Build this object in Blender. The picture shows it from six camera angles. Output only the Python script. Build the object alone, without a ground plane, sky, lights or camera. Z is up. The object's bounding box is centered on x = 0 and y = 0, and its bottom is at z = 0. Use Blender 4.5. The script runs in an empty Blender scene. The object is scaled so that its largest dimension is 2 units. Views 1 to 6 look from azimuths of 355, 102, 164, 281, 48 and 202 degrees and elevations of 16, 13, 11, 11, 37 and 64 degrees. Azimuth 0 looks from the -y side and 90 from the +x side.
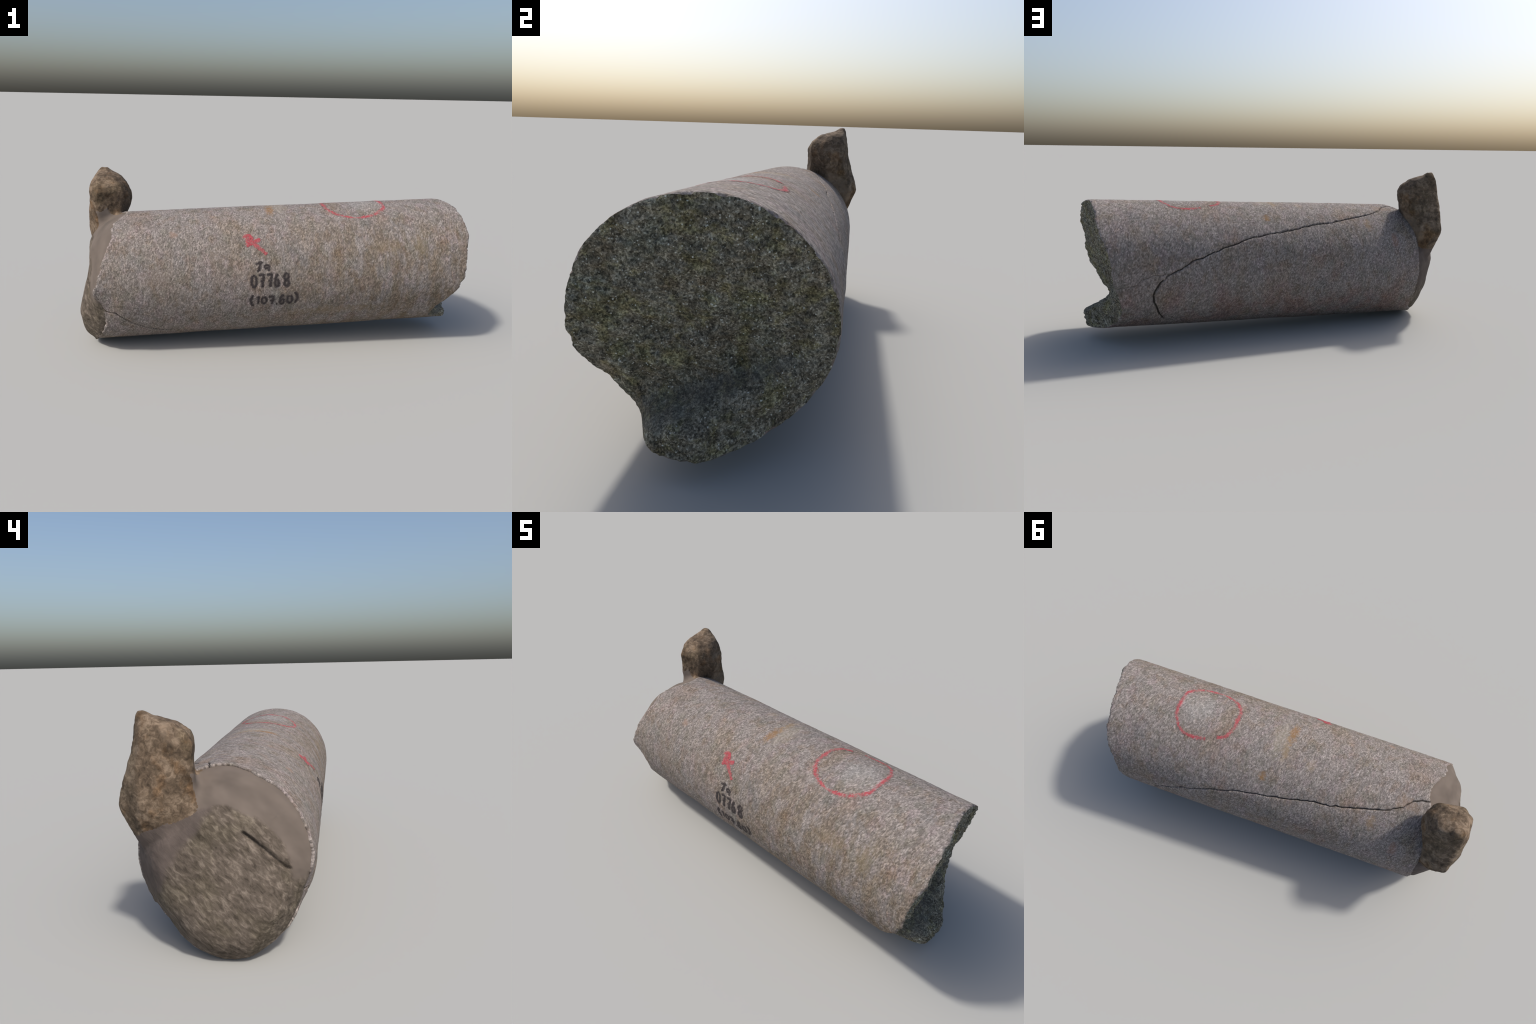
"""A broken drill core lying on its side, with a small wedge stone fused to the
back of its far end.  Everything is built in a local frame whose X axis is the
core axis (t), with the arc angle s measured from the top of the core
(positive towards the written side)."""
import bpy, bmesh, math
import numpy as np
from mathutils import Matrix

rng = np.random.default_rng(7768)

# ------------------------------------------------------------------ frame
AXIS_POINT = np.array([-0.002, -0.0022, 0.3690])
AXIS_DIR = np.array([1.0, 0.0540, 0.0337]); AXIS_DIR /= np.linalg.norm(AXIS_DIR)
AX_Y = np.cross([0, 0, 1.0], AXIS_DIR); AX_Y /= np.linalg.norm(AX_Y)
AX_Z = np.cross(AXIS_DIR, AX_Y)
FRAME = Matrix(((AXIS_DIR[0], AX_Y[0], AX_Z[0], AXIS_POINT[0]),
                (AXIS_DIR[1], AX_Y[1], AX_Z[1], AXIS_POINT[1]),
                (AXIS_DIR[2], AX_Y[2], AX_Z[2], AXIS_POINT[2]),
                (0, 0, 0, 1)))
BASIS = np.stack([AXIS_DIR, AX_Y, AX_Z])
RADIUS, TAPER = 0.3315, 0.002


def to_local(p):
    return (np.asarray(p, float) - AXIS_POINT) @ BASIS.T


# ------------------------------------------------------------------ noise
def _hash(ix, iy, iz, seed):
    h = (ix.astype(np.int64) * 374761393 + iy.astype(np.int64) * 668265263
         + iz.astype(np.int64) * 2147483647 + seed * 974711) & 0x7FFFFFFF
    h = ((h ^ (h >> 13)) * 1274126177) & 0x7FFFFFFF
    h = ((h ^ (h >> 16)) * 668265263) & 0x7FFFFFFF
    return (h & 0xFFFF) / 32767.5 - 1.0


def noise(p, scale, seed=0):
    """Value noise in -1..1 for an (n,3) array."""
    q = np.asarray(p, float) * scale
    i = np.floor(q); f = q - i; f = f * f * f * (f * (f * 6 - 15) + 10)
    out = 0.0
    for dx in (0, 1):
        wx = f[:, 0] if dx else 1 - f[:, 0]
        for dy in (0, 1):
            wy = f[:, 1] if dy else 1 - f[:, 1]
            for dz in (0, 1):
                wz = f[:, 2] if dz else 1 - f[:, 2]
                out = out + wx * wy * wz * _hash(i[:, 0] + dx, i[:, 1] + dy, i[:, 2] + dz, seed)
    return out


def fractal(p, scale, octaves=4, seed=0, gain=0.5):
    out, amp = 0.0, 1.0
    for k in range(octaves):
        out = out + amp * noise(p, scale * 2 ** k, seed + 17 * k); amp *= gain
    return out


def periodic(deg_keys, values):
    """Smooth periodic interpolation over degrees (Catmull-Rom)."""
    k = np.array(deg_keys, float); v = np.array(values, float)
    o = np.argsort(k % 360); k = k[o] % 360; v = v[o]
    kk = np.concatenate([k[-2:] - 360, k, k[:3] + 360]); vv = np.concatenate([v[-2:], v, v[:3]])

    def f(d):
        d = np.asarray(d, float) % 360
        d = np.where(d < k[0], d + 360, d)
        i = np.clip(np.searchsorted(kk, d, side='right') - 1, 1, len(kk) - 3)
        x0, x1 = kk[i], kk[i + 1]; u = (d - x0) / (x1 - x0)
        m0 = (vv[i + 1] - vv[i - 1]) / (kk[i + 1] - kk[i - 1]) * (x1 - x0)
        m1 = (vv[i + 2] - vv[i]) / (kk[i + 2] - kk[i]) * (x1 - x0)
        return ((2 * u**3 - 3 * u**2 + 1) * vv[i] + (u**3 - 2 * u**2 + u) * m0
                + (-2 * u**3 + 3 * u**2) * vv[i + 1] + (u**3 - u**2) * m1)
    return f


def thin_plate(xy, val):
    xy = np.array(xy, float); val = np.array(val, float); n = len(xy)

    def phi(d2):
        return 0.5 * d2 * np.log(d2 + 1e-12)
    K = phi(((xy[:, None] - xy[None]) ** 2).sum(-1)) + np.eye(n) * 1e-5
    P = np.c_[np.ones(n), xy]
    M = np.block([[K, P], [P.T, np.zeros((3, 3))]])
    w = np.linalg.solve(M, np.r_[val, 0, 0, 0])

    def f(q):
        return phi(((q[:, None] - xy[None]) ** 2).sum(-1)) @ w[:n] + np.c_[np.ones(len(q)), q] @ w[n:]
    return f


# --------------------------------------------------- rims (angle s, position t)
# angle here is theta: 0 = back (+y), 90 = top, 180 = written side, 270 = bottom
rim_break = periodic(
    [0, 11, 24, 34, 44, 60, 75, 90, 108, 123, 135, 145, 152, 168, 182, 192, 204, 212, 222, 232, 239, 247,
     258, 268, 276, 285, 293, 300, 313, 326, 340, 350],
    [.857, .865, .886, .906, .920, .930, .940, .955, .978, .989, .993, .996, .986, .966, .960, .935, .889, .850,
     .832, .836, .880, .960, .975, .972, .955, .910, .878, .851, .825, .812, .827, .846])
rim_far = periodic(
    [0, 16, 39, 51, 69, 80, 90, 97, 108, 120, 131, 142, 156, 168, 178, 188, 196, 210, 232, 250, 270, 288, 300, 315,
     327, 350],
    [-.812, -.808, -.81, -.81, -.79, -.757, -.752, -.757, -.788, -.812, -.806, -.830, -.856, -.873, -.898, -.888,
     -.872, -.860, -.906, -.945, -.945, -.915, -.877, -.822, -.82, -.814])


def rim_point(theta_deg, which):
    th = np.radians(theta_deg); c = np.c_[np.cos(th), np.sin(th), np.zeros_like(th)]
    if which == 'break':
        return (rim_break(theta_deg) + .0035 * fractal(c, 9, 3, 3) + .0022 * noise(c, 45, 5))
    return (rim_far(theta_deg) + .0055 * fractal(c, 11, 3, 8) + .0010 * noise(c, 40, 9))


# ------------------------------------------------------------------ cracks
# control points (t, s): s in degrees from the top, negative = back
CRACKS = {
    'main': [(-.80, -8.5), (-.764, -10), (-.720, -11.5), (-.680, -14.5), (-.640, -22), (-.575, -29), (-.467, -34.7), (-.382, -38.5),
             (-.300, -42), (-.170, -45), (-.065, -50), (.03, -53.5), (.125, -57), (.175, -58), (.256, -64.2),
             (.315, -67), (.426, -75.2), (.478, -78.2), (.533, -85), (.589, -89.3), (.625, -95)],
    'hook': [(.620, -94), (.651, -101.5), (.665, -107.7), (.662, -114.7), (.641, -122.8), (.625, -131.3),
             (.596, -139.7)],
    'branch': [(.589, -89), (.667, -89.8), (.714, -93), (.76, -98.5), (.836, -101)],
    'front': [(-.91, 97), (-.87, 105), (-.844, 108.4), (-.805, 109.3), (-.762, 115.7), (-.72, 122.3), (-.664, 128.9),
              (-.576, 135.9), (-.453, 140.7)],
}
CRACK_WIDTH = {'main': .0034, 'hook': .0054, 'branch': .0016, 'front': .0036}
CRACK_DEPTH = {'main': .009, 'hook': .011, 'branch': .0025, 'front': .007}


def crack_line(name):
    """Control points refined and given a seeded jag.  Returns (t, arc metres)."""
    r = np.random.default_rng(sum(map(ord, name)))
    p = np.array(CRACKS[name], float); p[:, 1] = np.radians(p[:, 1]) * RADIUS
    out = [p[0]]
    for a, b in zip(p[:-1], p[1:]):
        n = max(1, int(np.linalg.norm(b - a) / .015))
        d = (b - a) / np.linalg.norm(b - a); nrm = np.array([-d[1], d[0]])
        for k in range(1, n + 1):
            q = a + (b - a) * k / n + nrm * r.normal(0, .0018)
            out.append(q)
    return np.array(out)


CRACK_LINES = {k: crack_line(k) for k in CRACKS}


def crack_depth(t, arc):
    depth = np.zeros_like(t)
    pts = np.c_[t, arc]
    for name, L in CRACK_LINES.items():
        lo = L.min(0) - .02; hi = L.max(0) + .02
        idx = np.nonzero((t > lo[0]) & (t < hi[0]) & (arc > lo[1]) & (arc < hi[1]))[0]
        P = pts[idx]; best = np.full(len(idx), 9.0)
        for a, b in zip(L[:-1], L[1:]):
            d = b - a; u = np.clip(((P - a) @ d) / (d @ d), 0, 1)
            best = np.minimum(best, np.linalg.norm(P - a - u[:, None] * d, axis=1))
        w = CRACK_WIDTH[name] * (1 + .6 * noise(np.c_[P, P[:, :1] * 0], 40, 4))
        prof = np.clip(1 - best / (w * 1.15), 0, 1) ** .7
        lip = np.clip(1 - best / (w * 3.5), 0, 1) ** 2 * .0022
        depth[idx] = np.maximum(depth[idx], CRACK_DEPTH[name] * prof + lip)
    return depth


def surf_radius(t, theta):
    """Radius of the sawn/drilled skin with its slight unevenness."""
    c = np.c_[t, np.cos(theta) * RADIUS, np.sin(theta) * RADIUS]
    return (RADIUS + TAPER * t + .0016 * fractal(c, 5, 2, 11) + .0007 * fractal(c * [1, .7, .7], 60, 2, 21))


# ------------------------------------------------------------------ helpers
def make_mesh(name, verts, faces, smooth=True):
    me = bpy.data.meshes.new(name)
    verts = np.asarray(verts, np.float32); faces = np.asarray(faces, np.int32)
    k = faces.shape[1]
    me.vertices.add(len(verts)); me.vertices.foreach_set('co', verts.ravel())
    me.loops.add(faces.size); me.loops.foreach_set('vertex_index', faces.ravel())
    me.polygons.add(len(faces))
    me.polygons.foreach_set('loop_start', np.arange(0, faces.size, k, dtype=np.int32))
    me.update(calc_edges=True); me.validate()
    if smooth:
        me.polygons.foreach_set('use_smooth', np.ones(len(me.polygons), bool))
    return me


def grid_faces(nu, nv, wrap=True):
    """nu rows of nv columns (columns wrap)."""
    i = np.arange(nu - 1)[:, None]; j = np.arange(nv if wrap else nv - 1)[None]
    a = i * nv + j; b = i * nv + (j + 1) % nv
    return np.stack([a, b, b + nv, a + nv], -1).reshape(-1, 4)


def add_object(name, mesh, parent, mats):
    ob = bpy.data.objects.new(name, mesh)
    bpy.context.scene.collection.objects.link(ob)
    for m in (mats if isinstance(mats, (list, tuple)) else [mats]):
        mesh.materials.append(m)
    ob.parent = parent
    if parent is root:
        ob.matrix_basis = FRAME          # sub-parts inherit it from their part
    return ob


# ------------------------------------------------------------------ node helpers
class Nodes:
    def __init__(self, tree):
        self.t = tree

    def new(self, kind, **kw):
        n = self.t.nodes.new(kind)
        for k, v in kw.items():
            setattr(n, k, v)
        return n

    def put(self, sock, v):
        if isinstance(v, bpy.types.NodeSocket):
            self.t.links.new(v, sock)
        elif v is not None:
            sock.default_value = v

    def math(self, op, a, b=None, c=None, clamp=False):
        n = self.new('ShaderNodeMath', operation=op, use_clamp=clamp)
        for s, v in zip(n.inputs, (a, b, c)):
            self.put(s, v)
        return n.outputs[0]

    def noise(self, vec, scale, detail=3, rough=.55, distort=0):
        n = self.new('ShaderNodeTexNoise')
        self.put(n.inputs['Vector'], vec); n.inputs['Scale'].default_value = scale
        n.inputs['Detail'].default_value = detail; n.inputs['Roughness'].default_value = rough
        n.inputs['Distortion'].default_value = distort
        return n.outputs['Fac']

    def voronoi(self, vec, scale, out='Distance', feature='F1'):
        n = self.new('ShaderNodeTexVoronoi', feature=feature)
        self.put(n.inputs['Vector'], vec); n.inputs['Scale'].default_value = scale
        return n.outputs[out]

    def step(self, v, lo, hi, a=0.0, b=1.0):
        n = self.new('ShaderNodeMapRange', interpolation_type='SMOOTHSTEP')
        for s, x in zip(n.inputs, (v, lo, hi, a, b)):
            self.put(s, x)
        return n.outputs[0]

    def mix(self, fac, a, b, blend='MIX'):
        n = self.new('ShaderNodeMix', data_type='RGBA', blend_type=blend)
        self.put(n.inputs['Factor'], fac)
        for s, v in ((n.inputs[6], a), (n.inputs[7], b)):
            self.put(s, (*v, 1) if isinstance(v, tuple) and len(v) == 3 else v)
        return n.outputs[2]

    def ramp(self, fac, stops):
        n = self.new('ShaderNodeValToRGB'); e = n.color_ramp.elements
        while len(e) < len(stops):
            e.new(.5)
        for el, (p, c) in zip(e, stops):
            el.position = p; el.color = (*c, 1)
        self.put(n.inputs[0], fac)
        return n.outputs[0]

    def vec(self, x, y, z):
        n = self.new('ShaderNodeCombineXYZ')
        for s, v in zip(n.inputs, (x, y, z)):
            self.put(s, v)
        return n.outputs[0]

    def bump(self, height, strength, distance):
        n = self.new('ShaderNodeBump'); self.put(n.inputs['Height'], height)
        n.inputs['Strength'].default_value = strength; n.inputs['Distance'].default_value = distance
        return n.outputs[0]

    def curve(self, x, pts, lo, hi):
        """Float curve through normalised control points."""
        n = self.new('ShaderNodeFloatCurve'); c = n.mapping.curves[0]
        n.mapping.use_clip = False
        while len(c.points) < len(pts):
            c.points.new(.5, .5)
        for p, q in zip(c.points, pts):
            p.location = q; p.handle_type = 'VECTOR'
        n.mapping.update(); self.put(n.inputs['Value'], x)
        return n.outputs[0]


def new_material(name):
    m = bpy.data.materials.new(name); m.use_nodes = True
    nt = m.node_tree; N = Nodes(nt)
    b = nt.nodes['Principled BSDF']
    b.inputs['Roughness'].default_value = .9
    b.inputs['Specular IOR Level'].default_value = .2
    return m, N, b


# ------------------------------------------------------------ shared core skin
GRAIN_LO, GRAIN_MID, GRAIN_HI = (.086, .074, .066), (.198, .175, .162), (.45, .40, .372)


def build_skin_group():
    g = bpy.data.node_groups.new('core_skin', 'ShaderNodeTree')
    for nm, tp in (('Color', 'NodeSocketColor'), ('Height', 'NodeSocketFloat'), ('Grain', 'NodeSocketFloat')):
        g.interface.new_socket(name=nm, in_out='OUTPUT', socket_type=tp)
    N = Nodes(g); out = N.new('NodeGroupOutput')
    pos = N.new('ShaderNodeTexCoord').outputs['Object']
    sep = N.new('ShaderNodeSeparateXYZ'); N.put(sep.inputs[0], pos)
    t = sep.outputs[0]
    s = N.math('ARCTAN2', N.math('MULTIPLY', sep.outputs[1], -1.0), sep.outputs[2])
    arc = N.math('MULTIPLY', s, RADIUS)
    # crystals a little longer round the core than along it, leaning slightly
    lean = N.math('ADD', t, N.math('MULTIPLY', arc, .22))
    gvec = N.vec(lean, N.math('MULTIPLY', arc, .55), 0.0)
    fine = N.noise(gvec, 225, 2.5, .62, .4)
    coarse = N.noise(gvec, 140, 2.5, .62, .4)
    pick = N.math('ADD', N.step(t, -.3, .8, 0, .55), N.math('MULTIPLY', N.math('SUBTRACT', N.noise(N.vec(t, arc, 41.0), 6, 2), .5), 1.2))
    cmix = N.new('ShaderNodeMix', data_type='FLOAT'); N.put(cmix.inputs[0], N.math('MULTIPLY', pick, 1.0, clamp=True))
    N.put(cmix.inputs[2], fine); N.put(cmix.inputs[3], coarse); fine = cmix.outputs[0]
    cell = N.voronoi(gvec, 190, 'Color')
    cs = N.new('ShaderNodeSeparateXYZ'); N.put(cs.inputs[0], cell)
    mid = N.noise(gvec, 60, 3, .6)
    grain = N.math('ADD', N.math('MULTIPLY', fine, .66),
                   N.math('ADD', N.math('MULTIPLY', cs.outputs[0], .20), N.math('MULTIPLY', mid, .22)))
    base = N.ramp(grain, [(.33, GRAIN_LO), (.55, GRAIN_MID), (.80, GRAIN_HI)])
    # broad tints: pinkish, olive and blue grey, drawn out round the core
    tv = N.vec(t, N.math('MULTIPLY', arc, .45), 3.1)
    tint1 = N.noise(tv, 7, 4, .6, .3)
    base = N.mix(N.step(tint1, .50, .72, 0, .7), base, (.96, .88, .76), 'MULTIPLY')
    tv2 = N.vec(t, N.math('MULTIPLY', arc, .6), 9.4)
    tint2 = N.noise(tv2, 5, 3, .55)
    base = N.mix(N.step(tint2, .52, .70, 0, .8), base, (.99, .94, .93), 'MULTIPLY')
    tint3 = N.noise(N.vec(t, arc, 17.0), 6, 4, .6)
    base = N.mix(N.step(tint3, .53, .75, 0, .7), base, (.80, .86, .90), 'MULTIPLY')
    # smaller mottling: lilac, brown and grey-green blotches a few centimetres across
    mo = N.new('ShaderNodeTexNoise'); N.put(mo.inputs['Vector'], N.vec(t, N.math('MULTIPLY', arc, .7), 23.0))
    mo.inputs['Scale'].default_value = 17; mo.inputs['Detail'].default_value = 4; mo.inputs['Roughness'].default_value = .65
    mc = N.new('ShaderNodeSeparateColor'); N.put(mc.inputs[0], mo.outputs['Color'])
    base = N.mix(N.step(mc.outputs[0], .51, .63, 0, .65), base, (.87, .79, .70), 'MULTIPLY')
    base = N.mix(N.step(mc.outputs[1], .51, .63, 0, .85), base, (1.05, 1.0, 1.04), 'MULTIPLY')
    base = N.mix(N.step(mc.outputs[2], .51, .64, 0, .75), base, (.80, .83, .78), 'MULTIPLY')
    # olive-brown staining towards the broken end on the written side
    olive = N.math('MULTIPLY', N.step(t, -.3, .5, .35, 1.0), N.step(s, .32, .95))
    olive = N.math('MULTIPLY', olive, N.step(N.noise(N.vec(t, N.math('MULTIPLY', arc, .35), 31.0), 14, 4, .65), .40, .58))
    base = N.mix(N.math('MULTIPLY', olive, .8), base, (.78, .71, .58), 'MULTIPLY')
    # reddish weathering low on the back
    red = N.math('MULTIPLY', N.step(s, -1.45, -2.1), N.step(N.noise(tv2, 8, 3, .6), .45, .65))
    base = N.mix(N.math('MULTIPLY', red, .7), base, (.95, .74, .70), 'MULTIPLY')

    # rust and ochre patches: (t, s degrees, half length t, half length s, colour, strength)
    warp = N.noise(N.vec(t, arc, 5.0), 45, 4, .65)
    for (pt, ps, rt, rs, col, k) in [
            (-.010, 10, .030, 15, (.23, .13, .055), .85), (-.003, -9, .024, 12, (.25, .18, .10), .55),
            (.068, -37, .026, 5.5, (.21, .115, .04), .9), (.045, 2, .05, 26, (.30, .26, .19), .4),
            (-.518, -44, .030, 9, (.24, .16, .085), .6), (-.665, -61, .026, 9, (.23, .135, .095), .6),
            (-.15, -14, .03, 8, (.26, .20, .12), .35), (-.510, 40, .025, 4, (.31, .20, .15), .5),
            (-.66, -18, .08, 8, (.27, .19, .14), .5), (.56, 62, .10, 8, (.19, .15, .09), .4),
            (.73, 60, .05, 14, (.17, .14, .085), .5), (-.30, 60, .05, 20, (.20, .165, .13), .25),
            (-.60, 78, .10, 14, (.19, .145, .115), .35), (.30, 118, .3, 6, (.20, .145, .08), .45)]:
        du = N.math('DIVIDE', N.math('SUBTRACT', t, pt), rt)
        dv = N.math('DIVIDE', N.math('SUBTRACT', s, math.radians(ps)), math.radians(rs))
        d = N.math('SQRT', N.math('ADD', N.math('MULTIPLY', du, du), N.math('MULTIPLY', dv, dv)))
        d = N.math('ADD', d, N.math('MULTIPLY', N.math('SUBTRACT', warp, .5), 2.2))
        m = N.step(d, 1.1, .15, 0, k)
        m = N.math('MULTIPLY', m, N.step(grain, .85, .40, .45, 1.0))
        base = N.mix(m, base, col)
    # bluish-white bloom inside the ring
    du = N.math('DIVIDE', N.math('SUBTRACT', t, .50), .10)
    dv = N.math('DIVIDE', N.math('SUBTRACT', s, .12), .30)
    d = N.math('ADD', N.math('MULTIPLY', du, du), N.math('MULTIPLY', dv, dv))
    base = N.mix(N.step(d, 1.2, 0, 0, .35), base, N.ramp(grain, [(.3, (.13, .13, .12)), (.75, (.46, .46, .45))]))

    # dark crack colour follows the same lines as the grooves in the mesh
    wob = N.noise(N.vec(t, arc, 1.0), 90, 2, .6)
    dark = None
    for name, L in CRACK_LINES.items():
        if name == 'hook':                       # runs round the core: t as a function of arc
            u, v = -L[:, 1], L[:, 0]; cu, cv = N.math('MULTIPLY', arc, -1.0), t
        else:
            u, v = L[:, 0], L[:, 1]; cu, cv = t, arc
        o = np.argsort(u); u, v = u[o], v[o]
        lo, hi, v0, v1 = u.min(), u.max(), v.min(), v.max()
        pts = [(float((a - lo) / (hi - lo)), float((b - v0) / (v1 - v0))) for a, b in zip(u, v)]
        x = N.math('DIVIDE', N.math('SUBTRACT', cu, float(lo)), float(hi - lo))
        f = N.math('MULTIPLY_ADD', N.curve(x, pts, 0, 1), float(v1 - v0), float(v0))
        dist = N.math('ABSOLUTE', N.math('SUBTRACT', cv, f))
        w = CRACK_WIDTH[name]
        dist = N.math('ADD', dist, N.math('MULTIPLY', N.math('SUBTRACT', wob, .5), w * 1.6))
        m = N.step(dist, w * 1.25, w * .35)
        m = N.math('MULTIPLY', m, N.math('MULTIPLY', N.step(x, -.005, .005), N.step(x, 1.01, .95)))
        if name == 'branch':
            m = N.math('MULTIPLY', m, .55)
        if name == 'front':
            m = N.math('MULTIPLY', m, .85)
        dark = m if dark is None else N.math('MAXIMUM', dark, m)
    base = N.mix(N.math('MULTIPLY', dark, .88), base, (.030, .026, .022))
    N.put(out.inputs['Color'], base)
    N.put(out.inputs['Height'], N.math('ADD', fine, N.math('MULTIPLY', cs.outputs[0], .3)))
    N.put(out.inputs['Grain'], grain)
    return g


SKIN = build_skin_group()


def skin_node(N):
    n = N.new('ShaderNodeGroup'); n.node_tree = SKIN
    return n


def skin_material():
    m, N, b = new_material('drilled_granite_skin')
    g = skin_node(N)
    N.put(b.inputs['Base Color'], g.outputs['Color'])
    N.put(b.inputs['Normal'], N.bump(g.outputs['Height'], .45, .003))
    return m


def mark_material(name, colour, amount, seed, rub=1.5, gaps=.7):
    """Crayon or marker rubbed on the skin: the grain shows through."""
    m, N, b = new_material(name)
    g = skin_node(N)
    pos = N.new('ShaderNodeTexCoord').outputs['Object']
    wear = N.noise(pos, 130 + seed, 3, .65)
    gap = N.noise(pos, 22 + seed, 2, .5)
    f = N.math('ADD', N.math('MULTIPLY', N.math('SUBTRACT', wear, .5), rub), amount)
    f = N.math('ADD', f, N.math('MULTIPLY', N.math('SUBTRACT', gap, .5), gaps))
    f = N.math('MULTIPLY', f, 1.0, clamp=True)
    tone = N.mix(N.step(g.outputs['Grain'], .3, .8, 0, .45), colour, tuple(min(1, c * 1.35 + .03) for c in colour))
    N.put(b.inputs['Base Color'], N.mix(f, g.outputs['Color'], tone))
    N.put(b.inputs['Normal'], N.bump(g.outputs['Height'], .45, .003))
    return m


def break_material():
    m, N, b = new_material('broken_granite')
    pos = N.new('ShaderNodeTexCoord').outputs['Object']
    fine = N.noise(pos, 200, 3, .65, .5)
    cell = N.voronoi(pos, 190, 'Color'); cs = N.new('ShaderNodeSeparateXYZ'); N.put(cs.inputs[0], cell)
    mid = N.noise(pos, 55, 4, .65)
    grain = N.math('ADD', N.math('MULTIPLY', fine, .52),
                   N.math('ADD', N.math('MULTIPLY', cs.outputs[0], .18), N.math('MULTIPLY', mid, .40)))
    base = N.ramp(grain, [(.40, (.052, .047, .036)), (.56, (.190, .176, .134)), (.76, (.56, .53, .43))])
    patch = N.noise(N.vec_shift(pos, (2.2, 8.1, 4.4)), 20, 4, .65)
    base = N.mix(N.step(patch, .40, .60, .75, 0), base, (.58, .55, .52), 'MULTIPLY')
    g1 = N.noise(pos, 15, 4, .65)
    base = N.mix(N.step(g1, .47, .64, 0, .85), base, (1.0, .98, .68), 'MULTIPLY')
    g2 = N.noise(N.vec_shift(pos, (3.1, 7.7, 1.2)), 9, 4, .6)
    base = N.mix(N.step(g2, .50, .68, 0, .75), base, (.90, .99, .98), 'MULTIPLY')
    g3 = N.noise(N.vec_shift(pos, (9.1, 2.7, 5.2)), 11, 4, .6)
    base = N.mix(N.step(g3, .52, .70, 0, .7), base, (.92, .80, .70), 'MULTIPLY')
    sp = N.new('ShaderNodeSeparateXYZ'); N.put(sp.inputs[0], pos)
    along = N.math('MULTIPLY_ADD', sp.outputs[1], .444, -.187)
    off = N.math('SUBTRACT', sp.outputs[2], along)
    off = N.math('ADD', off, N.math('MULTIPLY', N.math('SUBTRACT', N.noise(pos, 22, 4), .5), .06))
    wid = N.math('MULTIPLY_ADD', sp.outputs[1], -.060, .026)
    band = N.step(N.math('DIVIDE', N.math('ABSOLUTE', off), wid), 1.35, .45)
    band = N.math('MULTIPLY', band, N.step(sp.outputs[1], .26, .20))
    streak = N.noise(N.vec(off, N.math('MULTIPLY', sp.outputs[1], .25), sp.outputs[0]), 150, 3, .6)
    groove_shade_tint = N.ramp(streak, [(.32, (.062, .059, .051)), (.68, (.172, .164, .145))])  # groove's occlusion shadow, darkened into the colour above the ledge
    base = N.mix(N.math('MULTIPLY', band, .42), base, groove_shade_tint)
    spark = N.step(N.voronoi(pos, 110), .34, .16)
    pick = N.step(N.noise(pos, 85, 2), .52, .62)
    base = N.mix(N.math('MULTIPLY', N.math('MULTIPLY', spark, pick), N.math('MULTIPLY_ADD', band, -.7, .8)), base, (.66, .67, .60))
    N.put(b.inputs['Base Color'], base)
    h = N.math('ADD', fine, N.math('MULTIPLY', N.noise(pos, 60, 3), .8))
    N.put(b.inputs['Normal'], N.bump(h, .7, .006))
    b.inputs['Roughness'].default_value = .8
    return m


def _vec_shift(self, v, off):
    n = self.new('ShaderNodeVectorMath', operation='ADD'); self.put(n.inputs[0], v)
    n.inputs[1].default_value = off
    return n.outputs[0]


Nodes.vec_shift = _vec_shift


END_CRACK = ((-.090, .132), (-.245, .005))      # local (y, z) on the end


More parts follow.
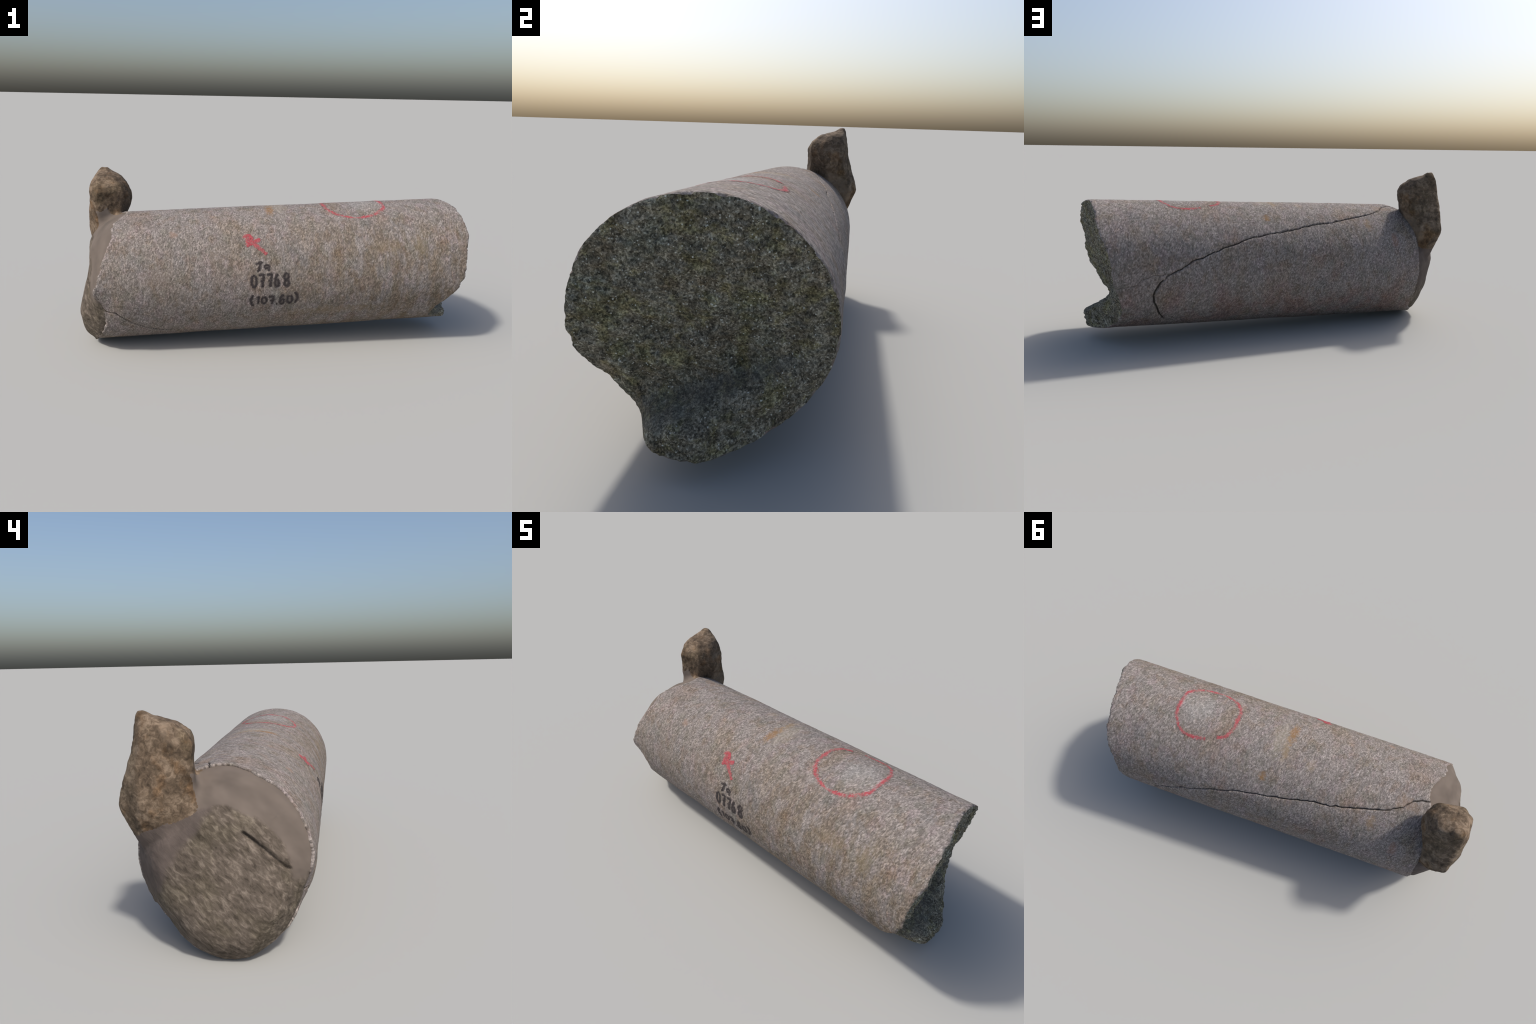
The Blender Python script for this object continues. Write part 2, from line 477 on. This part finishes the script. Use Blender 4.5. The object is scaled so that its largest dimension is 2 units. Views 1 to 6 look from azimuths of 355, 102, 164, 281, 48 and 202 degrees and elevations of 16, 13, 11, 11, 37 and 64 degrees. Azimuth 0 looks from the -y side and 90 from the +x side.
def end_material():
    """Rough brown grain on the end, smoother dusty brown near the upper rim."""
    m, N, b = new_material('end_brown_granite')
    pos = N.new('ShaderNodeTexCoord').outputs['Object']
    sep = N.new('ShaderNodeSeparateXYZ'); N.put(sep.inputs[0], pos)
    # grain drawn out along the break direction, down towards the written side
    ga = N.math('MULTIPLY', N.math('ADD', sep.outputs[1], sep.outputs[2]), .707 * .40)
    gb = N.math('MULTIPLY', N.math('SUBTRACT', sep.outputs[1], sep.outputs[2]), .707)
    gv = N.vec(sep.outputs[0], ga, gb)
    fine = N.noise(gv, 75, 3, .6, .5)
    mid = N.noise(gv, 26, 3, .6)
    grain = N.math('ADD', N.math('MULTIPLY', fine, .7), N.math('MULTIPLY', mid, .35))
    rough = N.ramp(grain, [(.36, (.050, .040, .031)), (.55, (.112, .091, .073)), (.74, (.235, .195, .16))])
    g1 = N.noise(pos, 8, 3, .6)
    rough = N.mix(N.step(g1, .45, .65, 0, .6), rough, (.88, .90, .80), 'MULTIPLY')
    dust = N.ramp(N.noise(gv, 12, 2, .5), [(.3, (.100, .082, .069)), (.7, (.148, .121, .102))])
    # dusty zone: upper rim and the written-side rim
    rr_ = N.math('SQRT', N.math('ADD', N.math('MULTIPLY', sep.outputs[1], sep.outputs[1]), N.math('MULTIPLY', sep.outputs[2], sep.outputs[2])))
    edge = N.math('ADD', rr_, N.math('MULTIPLY', N.math('SUBTRACT', N.noise(pos, 8, 3), .5), .07))
    edge = N.math('ADD', edge, N.math('MULTIPLY', sep.outputs[2], .16))
    ang = N.math('ARCTAN2', N.math('MULTIPLY', sep.outputs[1], -1.0), sep.outputs[2])
    z = N.math('MULTIPLY', N.step(edge, .245, .262), N.math('MULTIPLY', N.step(ang, -.8, -.5), N.step(ang, 1.80, 1.62)))
    # shade under the stone, painted into the end colour as a smooth patch
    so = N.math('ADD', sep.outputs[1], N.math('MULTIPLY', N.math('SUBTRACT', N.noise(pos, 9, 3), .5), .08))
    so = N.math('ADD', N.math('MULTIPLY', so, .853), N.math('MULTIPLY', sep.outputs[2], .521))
    painted_shade = N.math('MULTIPLY', N.step(so, .120, .150, 0, .85), N.step(sep.outputs[2], -.16, -.06))
    rough = N.mix(painted_shade, rough, N.ramp(N.noise(pos, 14, 3), [(.3, (.070, .056, .050)), (.7, (.115, .092, .082))]))
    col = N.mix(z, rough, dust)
    # dark streak along the crack
    (ay, az), (by, bz) = END_CRACK
    L2 = (by - ay) ** 2 + (bz - az) ** 2
    ry, rz = N.math('SUBTRACT', sep.outputs[1], ay), N.math('SUBTRACT', sep.outputs[2], az)
    u = N.math('DIVIDE', N.math('ADD', N.math('MULTIPLY', ry, by - ay), N.math('MULTIPLY', rz, bz - az)), L2, clamp=True)
    ey, ez = N.math('SUBTRACT', ry, N.math('MULTIPLY', u, by - ay)), N.math('SUBTRACT', rz, N.math('MULTIPLY', u, bz - az))
    dd = N.math('SQRT', N.math('ADD', N.math('MULTIPLY', ey, ey), N.math('MULTIPLY', ez, ez)))
    dd = N.math('ADD', dd, N.math('MULTIPLY', N.math('SUBTRACT', N.noise(pos, 45, 4, .7), .5), .024))
    dd = N.math('ADD', dd, N.math('MULTIPLY', u, .0045))
    col = N.mix(N.step(dd, .0105, .002, 0, .8), col, (.032, .027, .023))
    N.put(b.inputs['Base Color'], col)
    hb = N.math('MULTIPLY', grain, N.math('SUBTRACT', 1.0, N.math('MULTIPLY', z, .85)))
    N.put(b.inputs['Normal'], N.bump(hb, .5, .005))
    return m


def stone_material():
    m, N, b = new_material('brown_fieldstone')
    pos = N.new('ShaderNodeTexCoord').outputs['Object']
    n1 = N.noise(pos, 55, 4, .65, .6)
    n2 = N.noise(pos, 16, 4, .6, .4)
    grain = N.math('ADD', N.math('MULTIPLY', n1, .55), N.math('MULTIPLY', n2, .5))
    base = N.ramp(grain, [(.36, (.043, .031, .021)), (.52, (.112, .081, .055)), (.72, (.27, .205, .148))])
    base = N.mix(N.step(N.noise(pos, 9, 3, .6), .5, .66, 0, .7), base, (1.0, .80, .58), 'MULTIPLY')
    base = N.mix(N.step(N.noise(N.vec_shift(pos, (4, 1, 8)), 8, 3, .6), .5, .7, 0, .6), base, (.88, .90, .80), 'MULTIPLY')
    # smooth, dusty pale patches on the outward side and the tip
    dust = N.step(N.noise(N.vec_shift(pos, (1.3, 6, 2)), 7, 2, .5), .56, .64, 0, .5)
    base = N.mix(dust, base, (.235, .178, .130))
    sp = N.new('ShaderNodeSeparateXYZ'); N.put(sp.inputs[0], pos)
    base = N.mix(N.step(sp.outputs[1], .245, .275, 0, .7), base, (.86, .90, .92), 'MULTIPLY')
    N.put(b.inputs['Base Color'], base)
    N.put(b.inputs['Normal'], N.bump(grain, .55, .008))
    return m


# ------------------------------------------------------------------ root
root = bpy.data.objects.new('drill_core', None)
bpy.context.scene.collection.objects.link(root)
root['label'] = 'broken grey granite drill core with red and black markings'
root['category'] = 'drill core'

MAT_SKIN = skin_material()
MAT_BREAK = break_material()
MAT_END = end_material()
MAT_STONE = stone_material()

# ------------------------------------------------------------------ barrel
NS, NT = 760, 640
theta = np.linspace(0, 2 * math.pi, NS, endpoint=False)
deg = np.degrees(theta)
T0, T1 = rim_point(deg, 'far'), rim_point(deg, 'break')
u = np.linspace(0, 1, NT)[:, None]
tt = T0[None] * (1 - u) + T1[None] * u
th = np.broadcast_to(theta[None], tt.shape)
arc = (((np.degrees(th) - 90 + 180) % 360) - 180) * math.pi / 180 * RADIUS
flat_t, flat_th = tt.ravel(), th.ravel()
rr = surf_radius(flat_t, flat_th) - crack_depth(flat_t, arc.ravel())
rr = rr.reshape(tt.shape)
# worn edges at both rims
edge_b = (T1[None] - tt); edge_f = (tt - T0[None])
chipn = np.clip(fractal(np.c_[np.cos(theta), np.sin(theta), theta * 0] * 1.0, 14, 3, 31), 0, 1)[None]
rr -= (.002 + .006 * chipn) * np.clip(1 - edge_b / .010, 0, 1) ** 2
rr -= .003 * np.clip(1 - edge_f / .012, 0, 1) ** 2
# broken-away corner low on the written side of the far end
win = np.clip(1 - np.abs((deg - 197) / 27), 0, 1)[None]; win = win * win * (3 - 2 * win)
rr -= .032 * win * np.clip((-.765 - tt) / .11, 0, 1) ** 1.3
rows_t, rows_r = [tt], [rr]
# lip folding in at the far end, under the brown end face
rows_t = np.concatenate([(T0 + .016)[None], (T0 + .001)[None], tt]); rows_r = np.concatenate([(rr[0] - .040)[None], (rr[0] - .006)[None], rr])
V = np.stack([rows_t, rows_r * np.cos(theta), rows_r * np.sin(theta)], -1).reshape(-1, 3)
F = grid_faces(len(rows_t), NS)[:, ::-1]
barrel = add_object('core_barrel', make_mesh('core_barrel', V, F[:, ::-1]), root, MAT_SKIN)

# ------------------------------------------------------------------ broken face
ctrl, val = [], []
for d in range(0, 360, 6):
    a = math.radians(d); R = RADIUS + TAPER * .9
    ctrl.append((R * math.cos(a), R * math.sin(a))); val.append(float(rim_break([d])[0]))
# interior control points (y, z, t): sloping main face, groove, then the jutting lower ledge
for y, z, t in [(-.20, .15, .972), (-.10, .20, .966), (0, .20, .950), (0, .09, .915), (.14, .08, .888), (.18, .13, .905), (-.25, .03, .955), (-.13, .04, .930),
                (.08, .03, .880), (.22, .01, .866), (-.25, -.06, .925), (-.18, -.06, .908), (-.08, -.06, .885), (.06, -.05, .852),
                (.20, -.04, .852), (-.26, -.13, .898), (-.18, -.135, .884), (-.08, -.125, .870), (.02, -.115, .856), (.15, -.08, .842),
                (.25, -.06, .845),
                (-.20, -.205, .848), (-.13, -.200, .850), (-.06, -.182, .848), (.03, -.155, .842), (.09, -.132, .838), (.16, -.105, .838),
                (.23, -.085, .838),
                (-.16, -.235, .858), (-.11, -.230, .880), (-.04, -.215, .898), (.02, -.195, .895), (.07, -.165, .885), (.12, -.140, .872),
                (.18, -.118, .858), (.24, -.10, .848),
                (-.12, -.258, .948), (-.06, -.248, .972), (0, -.240, .972), (.05, -.215, .942), (.10, -.185, .912), (.17, -.155, .878),
                (.24, -.135, .850), (-.06, -.285, .978), (.01, -.285, .974), (.07, -.255, .935), (.13, -.225, .896), (.20, -.20, .855)]:
    ctrl.append((y, z)); val.append(t)
face_height = thin_plate(ctrl, val)
NR = 150
k = np.linspace(0, 1, NR)[::-1]
rim = V.reshape(-1, NS, 3)[-1]
rad = k[:, None] * np.hypot(rim[:, 1], rim[:, 2])[None]
yz = np.stack([rad * np.cos(theta), rad * np.sin(theta)], -1).reshape(-1, 2)
h = np.concatenate([face_height(c) for c in np.array_split(yz, 20)]).reshape(NR, NS)
p3 = np.c_[yz, np.zeros(len(yz))]
ridged = 1 - np.abs(fractal(p3, 22, 3, 55))
rough = (.0070 * fractal(p3 * [1, 1.5, 1], 13, 3, 41) + .0042 * fractal(p3, 40, 2, 43) + .0026 * fractal(p3, 95, 2, 47)
         + .005 * (ridged - .6)).reshape(NR, NS)
fade = np.clip((1 - k) / .035, 0, 1)[:, None]
h = h + rough * (.15 + .85 * fade)
# meet the barrel rim exactly
fit = np.clip(1 - (1 - k) / .06, 0, 1)[:, None] ** 2
h = h + (rim[:, 0] - h[0])[None] * fit
h[0] = rim[:, 0]
VB = np.stack([h, yz[:, 0].reshape(NR, NS), yz[:, 1].reshape(NR, NS)], -1)
VB[0] = rim
VB[-1] = VB[-1].mean(0)
FB = grid_faces(NR - 1, NS)
VBf = VB[:-1].reshape(-1, 3)
me = make_mesh('broken_face', np.vstack([VBf, VB[-1, :1]]), FB)
bm = bmesh.new(); bm.from_mesh(me); bm.verts.ensure_lookup_table()
last = (NR - 2) * NS; c = bm.verts[len(VBf)]
for j in range(NS):
    bm.faces.new((bm.verts[last + j], bm.verts[last + (j + 1) % NS], c)).smooth = True
bm.to_mesh(me); bm.free()
broken = add_object('broken_face', me, root, MAT_BREAK)

# ------------------------------------------------------------------ far end and stone, fused
ctrl, val = [], []
for d in range(0, 360, 8):
    a = math.radians(d); R = RADIUS
    ctrl.append((R * math.cos(a), R * math.sin(a))); val.append(float(rim_far([d])[0]) + .002)
for y, z, t in [(.02, 0, -.976), (.10, -.05, -.982), (.16, 0, -.976), (.22, 0, -.955), (.27, -.02, -.895), (.24, .05, -.940), (-.10, 0, -.958),
                (-.20, 0, -.955), (-.27, -.02, -.912), (.03, -.13, -.998), (.12, -.15, -.985), (-.10, -.13, -.994), (-.2, -.14, -.980),
                (-.26, -.12, -.905), (.03, -.22, -1.0), (-.08, -.22, -1.0), (-.15, -.22, -.982), (-.12, -.27, -.980), (.11, -.23, -.972),
                (.02, -.285, -.978), (.20, -.15, -.935), (0, .10, -.952), (.1, .1, -.958), (0, .18, -.945), (.06, .19, -.945), (.14, .16, -.935),
                (0, .25, -.900), (0, .295, -.830), (-.06, .28, -.845), (-.12, .12, -.934), (-.16, .20, -.905), (-.22, .10, -.910),
                (-.10, .24, -.882), (.18, .11, -.955)]:
    ctrl.append((y, z)); val.append(t)
end_height = thin_plate(ctrl, val)
n_a, n_r = 180, 50
a = np.linspace(0, 2 * math.pi, n_a, endpoint=False)
t_rim = rim_point(np.degrees(a), 'far')
Rin = RADIUS - .011 - .020 * np.clip(1 - np.abs((np.degrees(a) - 197) / 27), 0, 1) + .019 * np.clip(1 - np.abs((np.degrees(a) - 254) / 36), 0, 1)
rings = [np.stack([np.full(n_a, -.45), .3 * RADIUS * np.cos(a), .3 * RADIUS * np.sin(a)], -1)]
inner = np.minimum(Rin, RADIUS - .011)
rings.append(np.stack([np.full(n_a, -.45), inner * np.cos(a), inner * np.sin(a)], -1))
for f in np.linspace(0, 1, 30):
    R_ = inner + (Rin - inner) * np.clip((f - .9) / .1, 0, 1)
    rings.append(np.stack([-.45 + (t_rim + .45) * f, R_ * np.cos(a), R_ * np.sin(a)], -1))
for kk in np.linspace(.97, .02, n_r):
    y, z = Rin * kk * np.cos(a), Rin * kk * np.sin(a)
    rings.append(np.stack([end_height(np.c_[y, z]), y, z], -1))
RV = np.array(rings); nrow = len(RV)
cap_faces = grid_faces(nrow, n_a)


def close_loft(name, RV, faces):
    me = make_mesh(name, RV.reshape(-1, 3), faces)
    bm = bmesh.new(); bm.from_mesh(me); bm.verts.ensure_lookup_table()
    n = RV.shape[1]; m = RV.shape[0]
    for start in (0, (m - 1) * n):
        cv = bm.verts.new(RV[0 if start == 0 else -1].mean(0)); bm.verts.ensure_lookup_table()
        for j in range(n):
            bm.faces.new((bm.verts[start + j], bm.verts[start + (j + 1) % n], cv))
    bmesh.ops.recalc_face_normals(bm, faces=bm.faces)
    bm.to_mesh(me); bm.free()
    return me


cap_me = close_loft('cap_helper', RV, cap_faces)

# stone: horizontal outlines in world metres (z: list of (x, y) counter-clockwise from the outward side)
STONE = [
    (.36, [(-.90, .10), (-.925, .18), (-.90, .22), (-.85, .24), (-.82, .20), (-.81, .12), (-.82, .06), (-.86, .06)]),
    (.44, [(-.965, .12), (-.960, .20), (-.93, .248), (-.88, .258), (-.83, .235), (-.81, .14), (-.82, .05), (-.89, .04)]),
    (.49, [(-.980, .12), (-.975, .20), (-.945, .268), (-.88, .280), (-.83, .25), (-.81, .15), (-.82, .04), (-.90, .03)]),
    (.555, [(-.985, .11), (-.998, .19), (-.955, .284), (-.885, .302), (-.83, .265), (-.805, .16), (-.81, .03), (-.91, .01)]),
    (.61, [(-.980, .10), (-.990, .20), (-.95, .280), (-.88, .292), (-.82, .250), (-.795, .16), (-.80, .045), (-.91, .018)]),
    (.66, [(-.976, .09), (-.982, .20), (-.95, .262), (-.88, .268), (-.80, .235), (-.768, .15), (-.80, .060), (-.92, .022)]),
    (.72, [(-.970, .08), (-.973, .20), (-.95, .240), (-.88, .250), (-.789, .225), (-.748, .14), (-.785, .062), (-.92, .024)]),
    (.765, [(-.967, .08), (-.972, .19), (-.948, .230), (-.88, .244), (-.789, .221), (-.752, .13), (-.785, .060), (-.92, .024)]),
    (.80, [(-.962, .085), (-.968, .185), (-.945, .224), (-.88, .240), (-.797, .217), (-.770, .13), (-.80, .066), (-.915, .046)]),
    (.832, [(-.948, .120), (-.956, .188), (-.940, .220), (-.88, .234), (-.828, .218), (-.805, .165), (-.83, .100), (-.915, .090)]),
    (.860, [(-.930, .175), (-.936, .198), (-.925, .220), (-.89, .228), (-.866, .220), (-.865, .198), (-.88, .170), (-.91, .165)]),
    (.8755, [(-.918, .200), (-.920, .207), (-.912, .216), (-.900, .220), (-.888, .216), (-.886, .207), (-.894, .198), (-.906, .195)]),
]
n_s = 64
srings = []
for z, poly in STONE:
    P = np.array(poly); ctr = P.mean(0)
    seg = np.linalg.norm(np.roll(P, -1, 0) - P, axis=1); cum = np.r_[0, np.cumsum(seg)]
    q = np.linspace(0, cum[-1], n_s, endpoint=False)
    x = np.interp(q, cum, np.r_[P[:, 0], P[0, 0]]); y = np.interp(q, cum, np.r_[P[:, 1], P[0, 1]])
    srings.append(to_local(np.c_[x, y, np.full(n_s, z)]))
stone_me = close_loft('stone_helper', np.array(srings), grid_faces(len(srings), n_s))

bm = bmesh.new(); bm.from_mesh(cap_me); bm.from_mesh(stone_me)
fused_me = bpy.data.meshes.new('fused_helper'); bm.to_mesh(fused_me); bm.free()
helper = bpy.data.objects.new('fused_helper', fused_me)
bpy.context.scene.collection.objects.link(helper)
md = helper.modifiers.new('r', 'REMESH'); md.mode = 'VOXEL'; md.voxel_size = .0050
sm = helper.modifiers.new('s', 'SMOOTH'); sm.factor = .5; sm.iterations = 4
dg = bpy.context.evaluated_depsgraph_get()
ev = bpy.data.meshes.new_from_object(helper.evaluated_get(dg))
bpy.data.objects.remove(helper)
co = np.empty(len(ev.vertices) * 3, np.float32); ev.vertices.foreach_get('co', co); co = co.reshape(-1, 3).astype(float)
nr = np.empty(len(ev.vertices) * 3, np.float32); ev.vertices.foreach_get('normal', nr); nr = nr.reshape(-1, 3).astype(float)
# soft hollow where stone and end meet: extra relaxation along the seam only
edges = np.empty(len(ev.edges) * 2, np.int32); ev.edges.foreach_get('vertices', edges); edges = edges.reshape(-1, 2)
deg_v = np.bincount(edges.ravel(), minlength=len(co))[:, None]
w0 = co @ BASIS + AXIS_POINT
seam_z = .445 + (.257 - w0[:, 1]) * .40
wt = np.maximum(np.exp(-((w0[:, 1] - .02) / .045) ** 2) * np.clip((w0[:, 2] - .50) / .06, 0, 1) * np.clip((.755 - w0[:, 2]) / .06, 0, 1),
                np.exp(-((w0[:, 2] - seam_z) / .035) ** 2) * (w0[:, 1] > 0) * (w0[:, 0] < -.86))
wt = .6 * np.where(np.hypot(co[:, 1], co[:, 2]) > RADIUS - .02, .5 * wt, wt)[:, None]
for _ in range(45):
    acc = np.zeros_like(co)
    for ax in range(3):
        acc[:, ax] = np.bincount(edges[:, 0], co[edges[:, 1], ax], len(co)) + np.bincount(edges[:, 1], co[edges[:, 0], ax], len(co))
    co = co + wt * (acc / deg_v - co)
world = co @ BASIS + AXIS_POINT
line_z = .445 + (.257 - world[:, 1]) * .40 + .012 * fractal(world, 18, 2, 61)
is_stone = ((world[:, 2] > line_z) & (world[:, 0] < -.70)
            & ((world[:, 1] > .014 + .022 * np.clip((world[:, 2] - .56) / .06, 0, 1) + .006 * noise(world, 25, 62))
               | (world[:, 2] > .672 + .012 * fractal(world, 22, 2, 63))))
amp = np.where(is_stone, 1.0, .45)
facet = np.abs(fractal(co, 13, 2, 71))
disp = amp * (.0028 * fractal(co, 14, 3, 72) - .002 * (facet - .35) * is_stone + .0014 * fractal(co, 60, 2, 73))
# the open crack that crosses the end
P2 = co[:, 1:]; a2, b2 = np.array(END_CRACK[0]), np.array(END_CRACK[1]); d2 = b2 - a2
uu = np.clip(((P2 - a2) @ d2) / (d2 @ d2), 0, 1)
gap = np.linalg.norm(P2 - a2 - uu[:, None] * d2, axis=1) + .003 * noise(co, 30, 81)
disp = disp - np.where((co[:, 0] < -.85) & ~is_stone, .014 * np.clip(1 - gap / (.013 * (.35 + .65 * np.sin(np.pi * (.1 + .8 * uu)))), 0, 1), 0)
co = co + nr * disp[:, None]
ev.vertices.foreach_set('co', co.astype(np.float32).ravel()); ev.update()
nr = np.empty(len(ev.vertices) * 3, np.float32); ev.vertices.foreach_get('normal', nr); nr = nr.reshape(-1, 3)
quads = np.array([tuple(p.vertices) for p in ev.polygons if len(p.vertices) == 4])
# drop what is buried deep in the barrel
cen = co[quads].mean(1)
vis = ~((cen[:, 0] > -.70) & (np.hypot(cen[:, 1], cen[:, 2]) < RADIUS + .002))
quads = quads[vis]
fs = is_stone[quads].mean(1) >= .5


def region(name, faces, mat):
    used, inv = np.unique(faces, return_inverse=True)
    me = make_mesh(name, co[used], inv.reshape(-1, 4))
    me.normals_split_custom_set_from_vertices([tuple(map(float, v)) for v in nr[used]])
    return add_object(name, me, root, mat)


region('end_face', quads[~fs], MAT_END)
region('wedge_stone', quads[fs], MAT_STONE)
for m_ in (cap_me, stone_me, ev):
    bpy.data.meshes.remove(m_)

# ------------------------------------------------------------------ marks
RED = (.31, .046, .058)
INK = (.030, .024, .024)
MAT_RED = mark_material('red_crayon', RED, .64, 3, 2.4, 1.7)
MAT_RED_EDGE = mark_material('red_crayon_faded', RED, .22, 3, 2.4, 1.5)
MAT_RED_HEAVY = mark_material('red_crayon_heavy', RED, .80, 3, 2.6, 1.0)
MAT_INK = mark_material('black_marker', INK, 1.15, 9)
MAT_INK_EDGE = mark_material('black_marker_faded', INK, .72, 9)
lift_count = [0]


def smooth_line(P, closed=False, step=.0025):
    """Catmull-Rom through the hand points, resampled evenly."""
    P = np.array(P, float)
    Q = np.vstack([P[-1], P, P[:2]]) if closed else np.vstack([2 * P[0] - P[1], P, 2 * P[-1] - P[-2]])
    out = []
    for i in range(1, len(Q) - 2):
        uu = np.linspace(0, 1, 24, endpoint=False)[:, None]
        a_, b_, c_, d_ = Q[i - 1], Q[i], Q[i + 1], Q[i + 2]
        out.append(.5 * (2 * b_ + (c_ - a_) * uu + (2 * a_ - 5 * b_ + 4 * c_ - d_) * uu**2
                         + (3 * b_ - a_ - 3 * c_ + d_) * uu**3))
    C = np.vstack(out + [Q[-2][None]])
    s_ = np.r_[0, np.cumsum(np.linalg.norm(np.diff(C, axis=0), axis=1))]
    q_ = np.linspace(0, s_[-1], max(4, int(s_[-1] / step)))
    return np.c_[np.interp(q_, s_, C[:, 0]), np.interp(q_, s_, C[:, 1])]


def stroke_geometry(P, width, closed=False, fade=None):
    """A rubbed stroke on the skin: five lanes, ragged edges.  P is (t, arc)."""
    L = smooth_line(P, closed)
    d = np.gradient(L, axis=0); d /= np.linalg.norm(d, axis=1)[:, None] + 1e-9
    nrm = np.c_[-d[:, 1], d[:, 0]]
    n = len(L); lift_count[0] += 1
    lift = .0010 + .00012 * (lift_count[0] % 9)
    prof = np.clip(np.minimum(np.arange(n), np.arange(n)[::-1]) / 1.5 + .45, 0, 1)
    lanes = np.array([-.5, -.27, 0, .27, .5])
    rows = []
    for x in lanes:
        jag = rng.normal(0, .09, n) if abs(x) > .4 else rng.normal(0, .05, n)
        off = (x + jag * np.sign(x)) * width * prof * (1 if fade is None else fade(np.linspace(0, 1, n)))
        q = L + nrm * off[:, None]
        th_ = q[:, 1] / RADIUS + math.pi / 2
        r_ = surf_radius(q[:, 0], th_) + lift - (.0006 if abs(x) > .4 else 0)
        rows.append(np.c_[q[:, 0], r_ * np.cos(th_), r_ * np.sin(th_)])
    G = np.stack(rows, 1)
    f = grid_faces(n, 5, False)
    lane_mat = np.tile([1, 0, 0, 1], n - 1)
    return G.reshape(-1, 3), f, lane_mat


def add_mark(name, strokes, width, mats, closed=False, fade=None):
    VV, FF, MM, o = [], [], [], 0
    for st in strokes:
        v, f, m_ = stroke_geometry(st, width, closed, fade)
        VV.append(v); FF.append(f + o); MM.append(m_); o += len(v)
    VV, FF = np.vstack(VV), np.vstack(FF)
    # faces look outwards
    a_, b_, c_ = VV[FF[:, 0]], VV[FF[:, 1]], VV[FF[:, 2]]
    flip = (np.cross(b_ - a_, c_ - a_) * (a_ * [0, 1, 1])).sum(1) < 0
    FF[flip] = FF[flip][:, ::-1]
    me = make_mesh(name, VV, FF)
    me.polygons.foreach_set('material_index', np.concatenate(MM).astype(np.int32))
    return add_object(name, me, barrel, mats)


def arc_deg(pts):
    return [(t_, math.radians(s_) * RADIUS) for t_, s_ in pts]


# red ring on top (two sweeps of the crayon with a gap)
ring = arc_deg([(.405, -21.5), (.436, -23), (.489, -23.6), (.539, -21.4), (.576, -14.8), (.598, -4.5), (.601, 7), (.590, 17.5), (.545, 25),
                (.501, 28.4), (.427, 30.2), (.374, 28), (.327, 23.5), (.291, 14.5), (.287, 2.3), (.291, -7.5), (.317, -15), (.352, -17.8)])
add_mark('red_ring', [ring], .025, [MAT_RED, MAT_RED_EDGE],
         fade=lambda q: 1 - .45 * np.exp(-((q - .60) / .05) ** 2) - .3 * np.exp(-((q - .16) / .08) ** 2))
# red arrow-like cross
add_mark('red_cross', [arc_deg([(-.170, 44.5), (-.135, 50), (-.098, 56), (-.060, 62.5)]),
                       arc_deg([(-.158, 54.5), (-.122, 51), (-.086, 48.8)]),
                       arc_deg([(-.168, 45.5), (-.140, 44.8), (-.122, 48.5)]),
                       arc_deg([(-.150, 47), (-.148, 51.5), (-.140, 53.5)])], .021, [MAT_RED_HEAVY, MAT_RED])

# handwriting: strokes in a unit box, y up
GLYPHS = {
    'T': [[(.75, 1.05), (.62, .6), (.45, .0)], [(0, .72), (.5, .84), (1.05, .88)], [(.45, .0), (.2, .05)]],
    'q': [[(.85, .75), (.5, .98), (.12, .72), (.25, .42), (.65, .45), (.88, .78), (.86, .3), (.72, -.18)]],
    '0': [[(.5, 1), (.12, .75), (.1, .3), (.45, 0), (.85, .25), (.88, .72), (.55, 1)]],
    '7': [[(.0, .92), (.45, .98), (.88, .95), (.72, .5), (.6, -.02)], [(.28, .46), (1.0, .54)]],
    '6': [[(.75, 1), (.35, .75), (.14, .32), (.38, .0), (.78, .12), (.80, .42), (.42, .52), (.18, .34)]],
    '8': [[(.5, .52), (.2, .72), (.45, 1), (.82, .85), (.72, .6), (.45, .48), (.22, .22), (.5, -.02), (.85, .18), (.75, .42), (.48, .54)]],
    '1': [[(.3, .8), (.55, 1), (.52, .5), (.5, 0)]],
    '(': [[(.75, 1.12), (.3, .75), (.25, .3), (.75, -.14)]],
    ')': [[(.2, 1.2), (.7, .85), (.75, .35), (.25, -.1)]],
    '.': [[(.3, .12), (.55, .06), (.7, .10)]],
}
KIND = {'T': 'letter', 'q': 'letter', '(': 'bracket', ')': 'bracket', '.': 'point'}


def write(ch, t_lo, t_hi, s_top, s_bot, width=.0155):
    st = []
    for line in GLYPHS[ch]:
        st.append(arc_deg([(t_lo + (t_hi - t_lo) * x_, s_bot + (s_top - s_bot) * y_) for x_, y_ in line]))
    add_mark(KIND.get(ch, 'digit'), st, width, [MAT_INK, MAT_INK_EDGE])


write('T', -.120, -.086, 68.4, 76.3, .0140)
write('q', -.080, -.049, 71.3, 76.0, .0135)
for ch, lo, hi in (('0', -.144, -.116), ('7', -.106, -.079), ('7', -.068, -.040), ('6', -.031, -.004), ('8', .011, .046)):
    write(ch, lo, hi, 79.4, 90.3)
for ch, lo, hi, s0, s1 in (('(', -.153, -.128, 98.3, 107), ('1', -.121, -.099, 99.3, 106.3), ('0', -.094, -.067, 99.3, 106.4),
                           ('7', -.060, -.030, 99.4, 107.5), ('.', -.025, -.010, 99.0, 107.8), ('6', -.006, .024, 98.4, 107.6),
                           ('0', .033, .063, 99.6, 107.2), (')', .066, .092, 98.2, 106.6)):
    write(ch, lo, hi, s0, s1)
